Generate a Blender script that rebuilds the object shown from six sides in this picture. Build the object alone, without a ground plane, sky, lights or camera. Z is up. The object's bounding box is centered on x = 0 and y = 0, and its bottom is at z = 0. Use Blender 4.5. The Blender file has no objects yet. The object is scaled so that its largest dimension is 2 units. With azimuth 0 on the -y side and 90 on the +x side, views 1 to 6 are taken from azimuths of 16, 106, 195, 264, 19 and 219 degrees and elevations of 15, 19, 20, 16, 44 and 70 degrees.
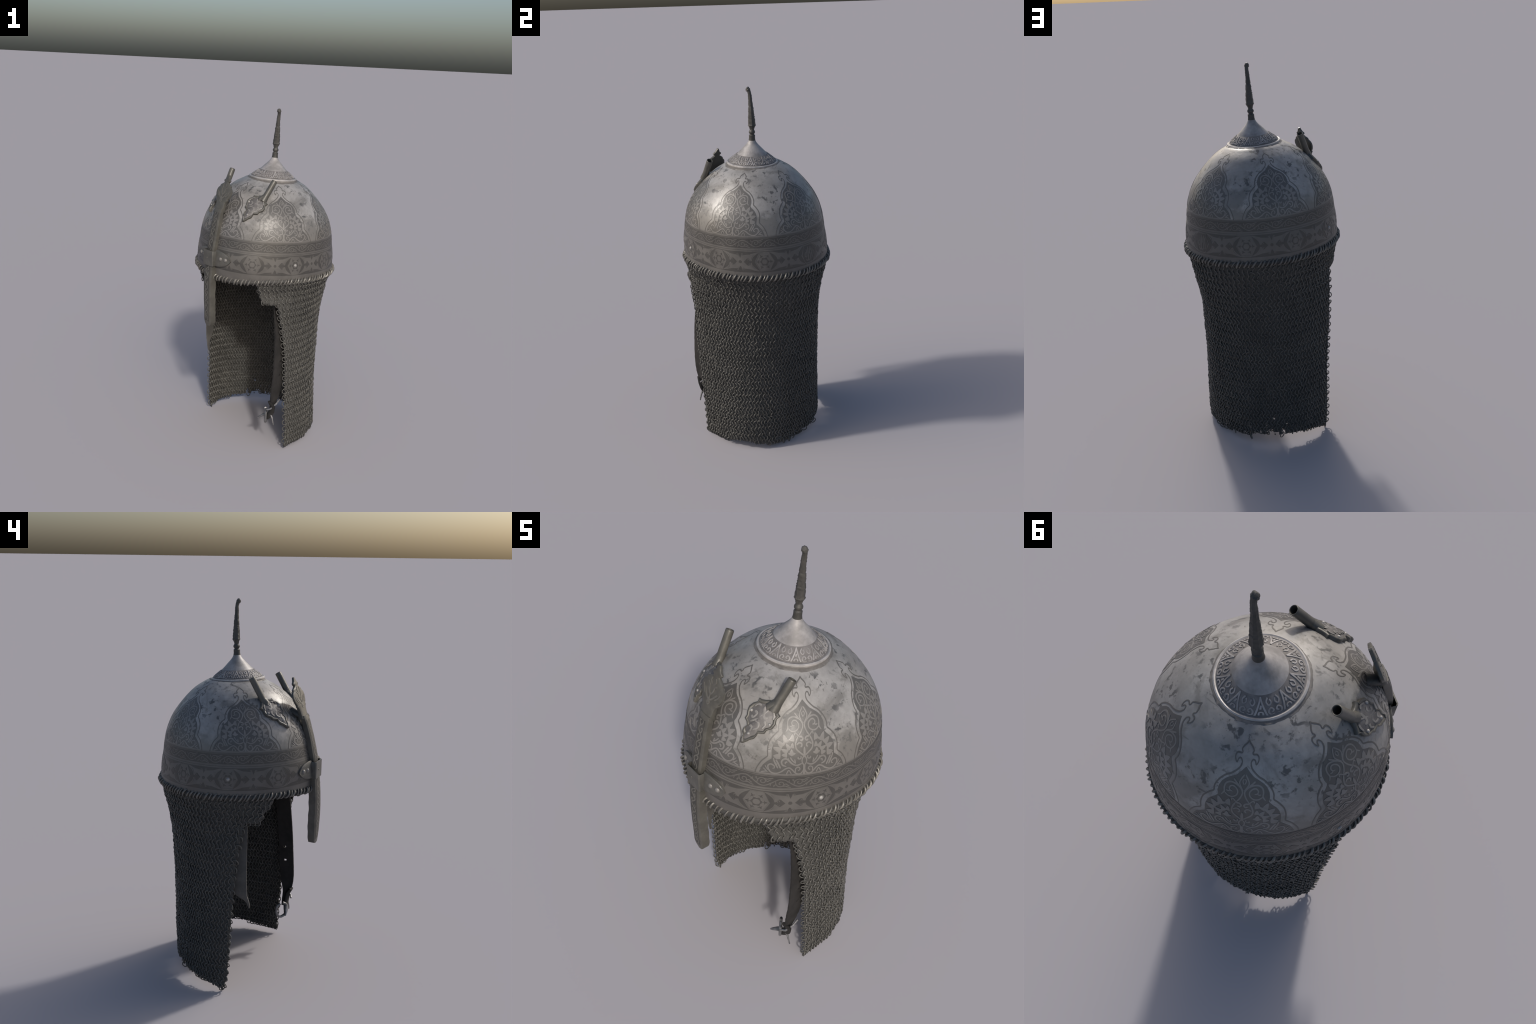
# Procedural model of an antique spired steel helmet with etched medallions,
# a sliding nose guard, two plume holders and a hanging curtain of ring mail.
import bpy, math, random
import numpy as np
from mathutils import Vector, Matrix

rng = random.Random(7)
nrng = np.random.default_rng(7)
FRONT = 240.0                      # direction (degrees, about z) in which the wearer looks

# ------------------------------------------------------------------ helpers
def new_obj(name, mesh, parent=None):
    ob = bpy.data.objects.new(name, mesh)
    bpy.context.scene.collection.objects.link(ob)
    if parent is not None:
        ob.parent = parent
    return ob

class Geo:
    """collects vertices and faces of one part, with a material slot per face"""
    def __init__(self):
        self.v, self.f, self.m = [], [], []
    def add(self, verts, faces, mat=0):
        o = len(self.v)
        self.v.extend([tuple(map(float, p)) for p in verts])
        for f in faces:
            self.f.append(tuple(i + o for i in f))
            self.m.append(mat)
    def grid(self, rows, mat=0, closed=False):
        """rows: list of equally long rings of points"""
        n = len(rows[0])
        vs = [p for r in rows for p in r]
        fs = []
        for j in range(len(rows) - 1):
            for i in range(n if closed else n - 1):
                k = (i + 1) % n
                fs.append((j * n + i, j * n + k, (j + 1) * n + k, (j + 1) * n + i))
        self.add(vs, fs, mat)
    def fan(self, ring, mat=0, flip=False):
        c = np.mean(np.array(ring), axis=0)
        n = len(ring)
        fs = [(n, i, (i + 1) % n) for i in range(n)]
        if flip:
            fs = [f[::-1] for f in fs]
        self.add(list(ring) + [c], fs, mat)
    def mesh(self, name, mats, sharp=40):
        me = bpy.data.meshes.new(name)
        me.from_pydata(self.v, [], self.f)
        for m in mats:
            me.materials.append(m)
        me.polygons.foreach_set('material_index', self.m)
        me.polygons.foreach_set('use_smooth', [True] * len(self.f))
        me.update()
        if sharp:
            me.set_sharp_from_angle(angle=math.radians(sharp))
        return me
    def obj(self, name, mats, parent=None, sharp=40):
        return new_obj(name, self.mesh(name, mats, sharp), parent)

def interp(t, table):
    xs = [p[0] for p in table]
    ys = [p[1] for p in table]
    return np.interp(t, xs, ys)

def smooth_interp(t, table):
    """cubic Hermite through a table of (t, value)"""
    x = np.array([p[0] for p in table]); y = np.array([p[1] for p in table])
    m = np.gradient(y, x)
    t = np.clip(t, x[0], x[-1])
    i = np.clip(np.searchsorted(x, t) - 1, 0, len(x) - 2)
    d = x[i + 1] - x[i]; s = (t - x[i]) / d
    return (y[i] * (2*s**3 - 3*s**2 + 1) + m[i] * d * (s**3 - 2*s*s + s)
            + y[i+1] * (3*s*s - 2*s**3) + m[i+1] * d * (s**3 - s*s))

def spline(pts, step):
    """Catmull-Rom curve through points, resampled about every `step`"""
    P = np.array(pts, float)
    if len(P) < 3:
        n = max(2, int(np.linalg.norm(P[1] - P[0]) / step) + 1)
        return np.array([P[0] + (P[1] - P[0]) * t for t in np.linspace(0, 1, n)])
    A = np.vstack([2 * P[0] - P[1], P, 2 * P[-1] - P[-2]])
    out = []
    for i in range(1, len(A) - 2):
        n = max(2, int(np.linalg.norm(A[i+1] - A[i]) / step) + 1)
        for t in np.arange(n) / n:
            out.append(0.5 * (2*A[i] + (A[i+1]-A[i-1])*t + (2*A[i-1]-5*A[i]+4*A[i+1]-A[i+2])*t*t
                              + (3*A[i]-A[i-1]-3*A[i+1]+A[i+2])*t**3))
    out.append(P[-1])
    return np.array(out)

def sweep(geo, pts, radius, n=10, mat=0, caps=True, up=(0, 0, 1), flat=1.0):
    """tube along a 3D polyline; radius is a number or a list"""
    P = np.array(pts, float)
    T = np.gradient(P, axis=0)
    T /= np.linalg.norm(T, axis=1)[:, None]
    R = np.broadcast_to(np.array(radius, float), (len(P),))
    u = np.cross(T[0], up)
    if np.linalg.norm(u) < 1e-3:
        u = np.cross(T[0], (1, 0, 0))
    rows = []
    for p, t, r in zip(P, T, R):
        u = u - t * (u @ t); u /= np.linalg.norm(u)
        w = np.cross(t, u)
        rows.append([p + r * (u * math.cos(a) + flat * w * math.sin(a)) for a in np.arange(n) * 2 * math.pi / n])
    geo.grid(rows, mat, True)
    if caps:
        geo.fan(rows[0], mat); geo.fan(rows[-1], mat, True)
    return rows

def dome_bump(geo, centre, normal, r, h, mat=0, n=14):
    """small rivet head"""
    N = np.array(normal, float); N /= np.linalg.norm(N)
    u = np.cross(N, (0.3, 0.2, 1.0)); u /= np.linalg.norm(u); w = np.cross(N, u)
    c = np.array(centre, float)
    rows = [[c - N * 0.003 + r * (u * math.cos(a) + w * math.sin(a)) for a in np.arange(n) * 2 * math.pi / n]]
    for k in range(5):
        e = k / 5 * math.pi / 2
        rows.append([c + N * h * math.sin(e) + r * math.cos(e) * (u * math.cos(a) + w * math.sin(a))
                     for a in np.arange(n) * 2 * math.pi / n])
    geo.grid(rows, mat, True)
    geo.fan(rows[-1], mat)

# ------------------------------------------------------------------ helmet frame (slightly tilted)
ORIGIN = np.array([0.0025, 0.0048, 1.17])
W = np.array([0.026, 0.012, 1.0]); W /= np.linalg.norm(W)
_v = np.cross([0, 0, 1], W)
_K = np.array([[0, -_v[2], _v[1]], [_v[2], 0, -_v[0]], [-_v[1], _v[0], 0]])
FRAME = np.eye(3) + _K + _K @ _K / (1 + W[2])

def to_world(p):
    return ORIGIN + FRAME @ (np.array(p, float) - [0, 0, 1.17])

DOME = [(1.062, .4065), (1.085, .4060), (1.11, .4055), (1.17, .4030), (1.24, .3930), (1.31, .3825), (1.38, .3595), (1.44, .3250),
        (1.49, .2845), (1.53, .2460), (1.565, .2025), (1.583, .1720), (1.597, .1440), (1.607, .1080), (1.612, .0700)]
_LH = np.linspace(1.05, 1.62, 2400)
_LR = smooth_interp(_LH, DOME)
def profile(h):
    return float(np.interp(h, _LH, _LR))
def dome_centre(h):
    """the crown leans a little against the tilt of the rim"""
    u = (h - 1.17) / .4
    return .0018 - .0045 * u, .0004 - .0154 * u + .0226 * u * u

def dome_radius(h, deg):
    t = math.radians(deg)
    return profile(h) * (1 - .0080 * math.cos(2*t) + .0227 * math.sin(2*t)) + dents(deg, h)
def near_deg(deg, at, width):
    d = (deg - at + 180) % 360 - 180
    return math.exp(-(d / width) ** 2)
def dents(deg, h):
    """the old bowl is not quite round: pushed out over the brow, flattened beside it"""
    lo = min(max((1.33 - h) / .16, 0), 1); lo = lo * lo * (3 - 2 * lo)
    return lo * (.011 * near_deg(deg, 256, 26) - .0125 * near_deg(deg, 328, 26))
def brow_dip(deg):
    """the rim hangs a little lower over the brow"""
    return .021 * near_deg(deg, 254, 30)

def dome_raw(deg, h):
    r = dome_radius(h, deg); t = math.radians(deg)
    cx, cy = dome_centre(h)
    return np.array([cx + r * math.cos(t), cy + r * math.sin(t), h])

def dome_normal(deg, h):
    a = dome_raw(deg + .3, h) - dome_raw(deg - .3, h)
    b = dome_raw(deg, min(h + .002, 1.611)) - dome_raw(deg, h - .002)
    n = np.array([a[1]*b[2] - a[2]*b[1], a[2]*b[0] - a[0]*b[2], a[0]*b[1] - a[1]*b[0]])
    return n / math.sqrt(n[0]*n[0] + n[1]*n[1] + n[2]*n[2])

def on_dome(deg, h, off=0.0):
    return to_world(dome_raw(deg, h) + dome_normal(deg, h) * off)

def sheet_map(deg0, h0):
    """flat drawing (a, b in metres: along the girth, up the side) -> dome surface"""
    def f(a, b, off):
        h = h0 + b
        return on_dome(deg0 + math.degrees(a / profile(h)), h, off)
    return f

def ribbon(geo, fmap, pts, width, mat, top=.0011, step=.003, taper=True, closed=False):
    """raised inlaid line: solid strip with a softly crowned top"""
    C = spline(pts, step)
    T = np.gradient(C, axis=0)
    if closed:
        T[0] = T[-1] = (C[1] - C[-2])
    L = np.linalg.norm(T, axis=1)[:, None]; L[L == 0] = 1
    T = T / L
    N = np.stack([-T[:, 1], T[:, 0]], 1)
    n = len(C)
    rows = []
    for i in range(n):
        s = i / (n - 1)
        w = width / 2
        if taper:
            w *= min(1.0, .35 + 1.1 * math.sqrt(min(s, 1 - s) * 4 + .02))
        p, q = C[i] - N[i] * w, C[i] + N[i] * w
        rows.append([fmap(p[0], p[1], -.0006), fmap(p[0], p[1], top * .85), fmap(C[i][0], C[i][1], top),
                     fmap(q[0], q[1], top * .85), fmap(q[0], q[1], -.0006)])
    geo.grid(rows, mat)

def leaf_shape(geo, fmap, base, tip, width, mat, top=.0010, n=7):
    """pointed leaf from base to tip"""
    b, t = np.array(base, float), np.array(tip, float)
    d = t - b; L = np.linalg.norm(d); d /= L; m = np.array([-d[1], d[0]])
    rows = []
    for i in range(n):
        s = i / (n - 1)
        w = width / 2 * (1 - s) ** .8 * (.75 + .6 * s)
        if i == n - 1:
            w = .0002
        c = b + d * L * s
        p, q = c - m * w, c + m * w
        rows.append([fmap(p[0], p[1], -.0006), fmap(p[0], p[1], top * .9), fmap(c[0], c[1], top), fmap(q[0], q[1], top * .9), fmap(q[0], q[1], -.0006)])
    geo.grid(rows, mat)

def rows_fill(geo, fmap, bs, lo, hi, mat, off=.0005, n=10):
    """solid patch: for each height b a span lo(b)..hi(b), with a skirt to the surface"""
    rows = []
    for k, b in enumerate(bs):
        l, h = lo(b), hi(b)
        xs = np.linspace(l, h, n)
        rows.append([fmap(xs[0], b, -.0006)] + [fmap(x, b, off) for x in xs] + [fmap(xs[-1], b, -.0006)])
    geo.grid(rows, mat)

def cols_fill(geo, fmap, xs, lo, hi, mat, off=.0005, n=4):
    rows = []
    for x in xs:
        ys = np.linspace(lo(x), hi(x), n)
        rows.append([fmap(x, ys[0], -.0006)] + [fmap(x, y, off) for y in ys] + [fmap(x, ys[-1], -.0006)])
    geo.grid(rows, mat)

def mirror(pts):
    return [(-a, b) for a, b in pts]

# ------------------------------------------------------------------ materials
def rgb(*c):
    return (c[0], c[1], c[2], 1.0)

class Nodes:
    def __init__(self, name):
        self.mat = bpy.data.materials.new(name)
        self.mat.use_nodes = True
        self.t = self.mat.node_tree
        self.b = self.t.nodes['Principled BSDF']
        self.co = self.t.nodes.new('ShaderNodeTexCoord').outputs['Object']
    def link(self, a, b):
        self.t.links.new(a, b)
    def put(self, sock, val):
        if hasattr(val, 'is_linked'):
            self.link(val, sock)
        else:
            sock.default_value = val
    def noise(self, scale, detail=4, rough=.55, stretch=None, vec=None, dist=0.0):
        v = vec or self.co
        if stretch:
            mp = self.t.nodes.new('ShaderNodeMapping')
            mp.inputs['Scale'].default_value = stretch
            self.link(v, mp.inputs['Vector']); v = mp.outputs[0]
        n = self.t.nodes.new('ShaderNodeTexNoise')
        n.inputs['Scale'].default_value = scale
        n.inputs['Detail'].default_value = detail
        n.inputs['Roughness'].default_value = rough
        n.inputs['Distortion'].default_value = dist
        self.link(v, n.inputs['Vector'])
        return n.outputs[0]
    def ramp(self, fac, a, b, ease='EASE'):
        r = self.t.nodes.new('ShaderNodeValToRGB')
        r.color_ramp.interpolation = ease
        r.color_ramp.elements[0].position = a
        r.color_ramp.elements[0].color = (0, 0, 0, 1)
        r.color_ramp.elements[1].position = b
        r.color_ramp.elements[1].color = (1, 1, 1, 1)
        self.link(fac, r.inputs[0])
        return r.outputs[0]
    def math(self, op, a, b=0.0, c=0.0):
        n = self.t.nodes.new('ShaderNodeMath'); n.operation = op
        self.put(n.inputs[0], a); self.put(n.inputs[1], b)
        if op in ('MULTIPLY_ADD',):
            self.put(n.inputs[2], c)
        return n.outputs[0]
    def smooth(self, x, a, b):
        n = self.t.nodes.new('ShaderNodeMapRange'); n.interpolation_type = 'SMOOTHSTEP'
        self.put(n.inputs[0], x)
        n.inputs[1].default_value = a; n.inputs[2].default_value = b
        return n.outputs[0]
    def mix(self, fac, a, b, mode='MIX'):
        n = self.t.nodes.new('ShaderNodeMix'); n.data_type = 'RGBA'; n.blend_type = mode
        self.put(n.inputs[0], fac); self.put(n.inputs[6], a); self.put(n.inputs[7], b)
        return n.outputs[2]
    def bump(self, height, strength, dist):
        n = self.t.nodes.new('ShaderNodeBump')
        n.inputs['Strength'].default_value = strength
        n.inputs['Distance'].default_value = dist
        self.link(height, n.inputs['Height'])
        self.link(n.outputs[0], self.b.inputs['Normal'])
    def local_height(self):
        """height in the tilted helmet frame"""
        n = self.t.nodes.new('ShaderNodeVectorMath'); n.operation = 'DOT_PRODUCT'
        self.link(self.co, n.inputs[0]); n.inputs[1].default_value = tuple(W)
        return self.math('ADD', n.outputs['Value'], float(1.17 - W @ ORIGIN))
    def done(self, colour, rough, metallic, spec=.5):
        self.put(self.b.inputs['Base Color'], colour)
        self.put(self.b.inputs['Roughness'], rough)
        self.b.inputs['Metallic'].default_value = metallic
        self.b.inputs['Specular IOR Level'].default_value = spec
        return self.mat

def steel_material(name, crown, crown2, band, pits=True):
    """old steel: mottled crown, darker band, corrosion pits on the crown"""
    N = Nodes(name)
    mott = N.ramp(N.noise(5.0, 6, .6), .33, .68)
    warm = N.ramp(N.noise(3.1, 3, .5, vec=None, stretch=(1, 1, 1.4)), .45, .75)
    col = N.mix(mott, crown, crown2)
    col = N.mix(N.math('MULTIPLY', warm, .45), col, rgb(crown[0]*.88, crown[1]*.83, crown[2]*.76))
    fine = N.ramp(N.noise(60, 5, .65), .25, .75)
    col = N.mix(N.math('MULTIPLY', fine, .22), col, rgb(crown2[0]*.62, crown2[1]*.62, crown2[2]*.62))
    h = N.local_height()
    if pits:
        # broken dark patches painting the shade that deepens down the dome
        tn = N.math('ADD', N.noise(6.5, 6, .62, dist=.4), N.math('MULTIPLY', N.smooth(h, 1.52, 1.30), .14))
        col = N.mix(N.math('MULTIPLY', N.ramp(tn, .53, .66), .70), col, rgb(crown2[0]*.62, crown2[1]*.61, crown2[2]*.585))
        n1 = N.ramp(N.noise(30, 3, .60, dist=.35), .545, .635)
        n2 = N.ramp(N.noise(7, 2, .5), .37, .56)
        zone = N.smooth(h, 1.32, 1.44)
        pit = N.math('MULTIPLY', N.math('MULTIPLY', n1, n2), zone)
        col = N.mix(N.math('MULTIPLY', pit, .85), col, rgb(.055, .055, .055))
        n3 = N.ramp(N.noise(75, 2, .5, dist=.4), .64, .70)
        col = N.mix(N.math('MULTIPLY', N.math('MULTIPLY', n3, n2), .7), col, rgb(.075, .07, .065))
        scr = N.ramp(N.noise(7, 2, .5, stretch=(1, 14, 5)), .70, .735)
        col = N.mix(N.math('MULTIPLY', scr, .45), col, rgb(.10, .095, .09))
    worn = N.ramp(N.noise(13, 5, .6), .3, .7)
    bandc = N.mix(worn, band, rgb(band[0]*1.25, band[1]*1.25, band[2]*1.25))
    low = N.smooth(h, 1.306, 1.2945)
    col = N.mix(low, col, bandc)
    N.bump(N.noise(45, 5, .6), .18, .004)
    return N.done(col, N.math('MULTIPLY_ADD', worn, .14, .36), .12, .6)

def plain_metal(name, c1, c2, scale=18, rough=.45, metallic=.3, bump=.25, grain=70):
    N = Nodes(name)
    a = N.ramp(N.noise(scale, 5, .6), .32, .68)
    col = N.mix(a, c1, c2)
    g = N.ramp(N.noise(grain, 4, .6), .3, .7)
    col = N.mix(N.math('MULTIPLY', g, .25), col, rgb(c1[0]*.6, c1[1]*.6, c1[2]*.6))
    N.bump(N.noise(grain, 4, .6), bump, .003)
    return N.done(col, rough, metallic)

M_STEEL = steel_material('old_steel', rgb(.335, .327, .318), rgb(.205, .200, .192), rgb(.092, .087, .081))
M_ETCH = steel_material('etched_steel', rgb(.215, .207, .198), rgb(.155, .149, .141), rgb(.094, .089, .083), pits=False)  # medallion strokes darkened to carry the lower dome's baked shade
M_GROUND = steel_material('etched_ground', rgb(.110, .106, .101), rgb(.082, .079, .075), rgb(.050, .0475, .044), pits=False)
M_LINE = steel_material('engraved_line', rgb(.125, .118, .112), rgb(.09, .086, .081), rgb(.053, .050, .046), pits=False)
M_CAP = plain_metal('silvered_steel', rgb(.36, .345, .34), rgb(.19, .182, .178), 15, .52, .12, .3, 45)
M_BEAD = plain_metal('bright_bead', rgb(.44, .42, .41), rgb(.30, .29, .28), 25, .45, .2)
M_CAPG = plain_metal('tarnished_ground', rgb(.13, .122, .118), rgb(.20, .188, .183), 30, .55, .1)
M_DARK = plain_metal('stained_steel', rgb(.12, .113, .107), rgb(.17, .16, .15), 30, .55, .1)
M_SPIKE = plain_metal('dark_iron', rgb(.048, .0465, .042), rgb(.072, .069, .063), 28, .55, .15)
M_OLIVE = plain_metal('olive_patina', rgb(.108, .104, .091), rgb(.076, .073, .064), 20, .42, .15)
M_VINE = plain_metal('worn_vine', rgb(.150, .144, .128), rgb(.115, .110, .098), 30, .5, .15)
M_PLATE = plain_metal('plate_ground', rgb(.10, .095, .092), rgb(.14, .133, .13), 30, .5, .15)
M_RAISED = plain_metal('worn_relief', rgb(.22, .21, .20), rgb(.155, .15, .14), 40, .45, .2)
M_RIVET = plain_metal('bright_rivet', rgb(.36, .35, .33), rgb(.27, .26, .25), 30, .45, .2)
M_BRASSY = plain_metal('bracket_metal', rgb(.085, .083, .075), rgb(.115, .112, .102), 20, .45, .2)
M_WIRE = plain_metal('lacing_wire', rgb(.185, .177, .160), rgb(.10, .096, .087), 30, .42, .25)
M_CORE = plain_metal('rolled_rim', rgb(.030, .029, .027), rgb(.050, .048, .045), 30, .65, .0)
M_RING = plain_metal('mail_iron', rgb(.098, .095, .086), rgb(.066, .0645, .059), 9, .40, .10, .2, 90)  # tone set midway between the scan's baked sunlit and shaded mail
M_WEAVE = plain_metal('mail_shadowed_iron', rgb(.050, .049, .046), rgb(.064, .063, .058), 40, .75, .0, .5, 110)
M_INSIDE = plain_metal('mail_inside_dark', rgb(.034, .033, .030), rgb(.046, .045, .041), 40, .8, .0, .5, 110)  # darker tone on the inner faces of the curtain
M_LEATHER = plain_metal('shade_darkened_leather', rgb(.024, .023, .0225), rgb(.036, .034, .033), 14, .75, .0, .35, 120)  # leather colour lowered to match the strap's shaded look
M_LEATHER.node_tree.nodes['Principled BSDF'].inputs['Specular IOR Level'].default_value = .15
M_LEATHER2 = plain_metal('grey_leather', rgb(.070, .067, .063), rgb(.095, .091, .085), 14, .75, .0, .35, 120)
M_BUCKLE = plain_metal('buckle_steel', rgb(.22, .22, .225), rgb(.10, .10, .105), 40, .32, .5)

# ------------------------------------------------------------------ the thing
helmet = bpy.data.objects.new('spired_helmet', None)
bpy.context.scene.collection.objects.link(helmet)
helmet['label'] = 'old engraved steel helmet with spike, nose guard and ring mail curtain'
helmet['category'] = 'helmet'

# ------------------------------------------------------------------ dome
def build_dome():
    g = Geo()
    n = 240
    hs = np.concatenate([np.linspace(1.072, 1.50, 60), np.linspace(1.507, 1.612, 26)])
    degs = np.arange(n) * 360 / n
    sink = lambda d, h: h - brow_dip(d) * max(0.0, 1 - (h - 1.072) / .045)
    outer = [[to_world(dome_raw(d, sink(d, h))) for d in degs] for h in hs]
    # inner skin, 12 mm inside, so that the open underside shows thickness
    inner = []
    for h in hs[::-1]:
        row = []
        for d in degs:
            p = dome_raw(d, sink(d, h)); t = math.radians(d)
            row.append(to_world(p - np.array([.010 * math.cos(t), .010 * math.sin(t), .008 * (h - 1.08) / .5])))
        inner.append(row)
    g.grid(outer, 0, True)
    g.fan(outer[-1], 0)
    g.grid(inner, 1, True)
    g.fan(inner[0], 1, True)
    g.grid([inner[-1], outer[0]], 1, True)
    return g.obj('dome', [M_STEEL, M_CORE], helmet, 60)
dome = build_dome()

# ------------------------------------------------------------------ medallions (half drawing in mm, mirrored)
OUT = [(179.4, 0), (175.6, 14), (169.1, 28), (155.3, 49), (137.9, 65), (133.4, 71), (133.2, 92), (128.6, 110), (121.4, 123),
       (104.5, 140), (91.5, 150), (90.2, 161), (86.8, 171), (78.7, 183), (69.3, 193), (55.1, 204), (40.9, 211), (24.5, 223),
       (16.5, 231), (13.5, 238)]
FLEUR = [(13.5, 238), (13.0, 243), (17.5, 249), (24.0, 247), (28.1, 239), (33.5, 246), (33.0, 254), (27.1, 259), (17.0, 259),
         (14.5, 261.5), (17.0, 266), (11.8, 272), (4.0, 277), (0, 281)]
IN = [(165.5, 4), (163.8, 8), (158.8, 20), (150.2, 36), (132.8, 52), (119.5, 62), (118.6, 70), (118.8, 85), (117.2, 96), (111.3, 111),
      (102, 123), (84.8, 136), (77.2, 144), (78.8, 156), (76.1, 171), (66.8, 185), (57.2, 194), (43.2, 202), (24.5, 211), (10.5, 223), (.8, 232)]
SCROLLS = [  # (width mm, points): one side of the arabesque
    (4.6, [(21.9, 135), (10.4, 149), (3.6, 163), (4.4, 172), (11.6, 181), (24.4, 188), (40.7, 190), (53.7, 183), (58.3, 171), (58.2, 159), (66.7, 148)]),
    (4.2, [(58.2, 159), (45.2, 151), (31.3, 151), (19.7, 159), (17.9, 170), (25.6, 179), (36, 181), (43.1, 174), (40.2, 167), (32.5, 166)]),
    (3.6, [(40.2, 167), (47, 164), (52, 166)]),
    (4.0, [(19.6, 136), (26.1, 143), (32.4, 146), (34.6, 139)]),
    (4.0, [(1.2, 215), (9.3, 204), (13.9, 192), (6.9, 179), (1.2, 172)]),
    (4.6, [(31.5, 200), (22.1, 191), (16, 186)]),
    (3.4, [(1.0, 204), (5, 198), (1.0, 189)]),
    (5.6, [(19.6, 135), (9.2, 134), (4.4, 128), (9.2, 123), (15, 126)]),
    (5.4, [(21.9, 135), (28.9, 122), (32.2, 108), (28.3, 96), (17.2, 86), (6.9, 78), (1, 73)]),
    (5.0, [(27.6, 110), (19.6, 116), (10.3, 114), (8.5, 107), (13.5, 103)]),
    (6.0, [(65.8, 36), (79.8, 41), (83.4, 54), (75.2, 63), (63.5, 63), (54.1, 55), (42.5, 45), (26.4, 40), (9.2, 47)]),
    (5.0, [(70, 45), (69, 52), (62, 53)]),
    (4.6, [(32.2, 47), (44.9, 59), (51.8, 70)]), (4.4, [(32.2, 47), (36.1, 63)]), (4.4, [(44.9, 46), (57, 60), (60, 67)]),
    (4.6, [(22, 62), (24.1, 69), (19.5, 63), (12.6, 66), (13.1, 74)]),
    (4.6, [(0.5, 74), (7.6, 63), (8, 51), (0.5, 38)]),
    (5.4, [(1.6, 25), (10.3, 9), (21.8, 5), (33.3, 11), (44.9, 24), (56.5, 31), (70.4, 26), (84.5, 15), (103.6, 7), (120.5, 10), (130.6, 22),
           (132.2, 35), (122.9, 42), (110.9, 37), (108.8, 29), (116, 26)]),
    (4.2, [(32.2, 12), (32.1, 27), (21.8, 33), (15.5, 25), (22.9, 18)]),
    (4.0, [(65.7, 5), (56.4, 21), (46.7, 6)]),
    (6.4, [(103.7, 60), (95.2, 45), (86.9, 28)]), (6.0, [(108.5, 50), (96.4, 28)]), (5.5, [(113, 66), (109, 52), (100, 40)]),
    (4.0, [(158, 7), (137.6, 13)]), (4.0, [(150.1, 24), (134, 10)]), (3.6, [(143, 34), (133, 18)]),
    (5.0, [(88, 70), (97, 64), (108, 68), (104, 76)]),
]
PETALS = [(18, (88, 72), (114, 72)), (18, (88, 92), (114, 99)), (18, (80, 106), (98, 122)), (18, (66, 118), (76, 141)), (18, (46, 122), (41, 143)),
          (15, (64, 76), (84, 77)), (15, (62, 87), (85, 96)), (15, (54, 96), (67, 114)), (14, (44, 100), (44, 117)),
          (15, (47, 80), (47, 97)), (12, (44, 80), (60, 83)), (12, (50, 80), (32, 83)),
          (9, (68, 74), (68, 92)), (9, (66, 88), (58, 103)), (9, (58, 98), (46, 106)),
          (10, (92, 70), (90, 100)), (10, (90, 94), (78, 114)), (10, (82, 108), (62, 126)), (9, (68, 118), (46, 130))]

def sc(pts):
    return [(a * .001, b * .001) for a, b in pts]

def build_medallion(deg):
    g = Geo()
    f = sheet_map(deg, 1.2985)
    half = sc(IN)
    bs = np.linspace(.004, .232, 64)
    wid = lambda b: float(np.interp(b, [p[1] for p in half], [p[0] for p in half]))
    rows_fill(g, f, bs, lambda b: -wid(b), wid, 1, .0005, 28)
    k = 0
    def top():
        nonlocal k
        k += 1
        return .00105 + .000012 * k
    for sgn in (1, -1):
        fl = (lambda P: P) if sgn == 1 else mirror
        ribbon(g, f, fl(sc(OUT)), .0042, 2, .0007, .004, taper=False)
        ribbon(g, f, fl(sc(FLEUR)), .0034, 2, .00072, .002, taper=False)
        for w, pts in SCROLLS:
            ribbon(g, f, fl(sc(pts)), w * .001, 0, top(), .003)
        for w, b, t in PETALS:
            b2, t2 = fl(sc([b, t]))
            leaf_shape(g, f, b2, t2, w * .00135, 0, top())
    ribbon(g, f, sc([(0, 40), (0, 22), (0, 4)]), .009, 0, top(), .004, taper=False)
    leaf_shape(g, f, (0, .088), (0, .104), .012, 0, top())
    leaf_shape(g, f, (0, .089), (0, .068), .012, 0, top())
    ribbon(g, f, sc([(-165, 3.2), (-80, 3.2), (0, 3.2), (80, 3.2), (165, 3.2)]), .003, 0, .0009, .01, taper=False)
    return g.obj('medallion', [M_ETCH, M_GROUND, M_LINE], dome, 60)
for k in range(6):
    build_medallion(60 * k)

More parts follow.
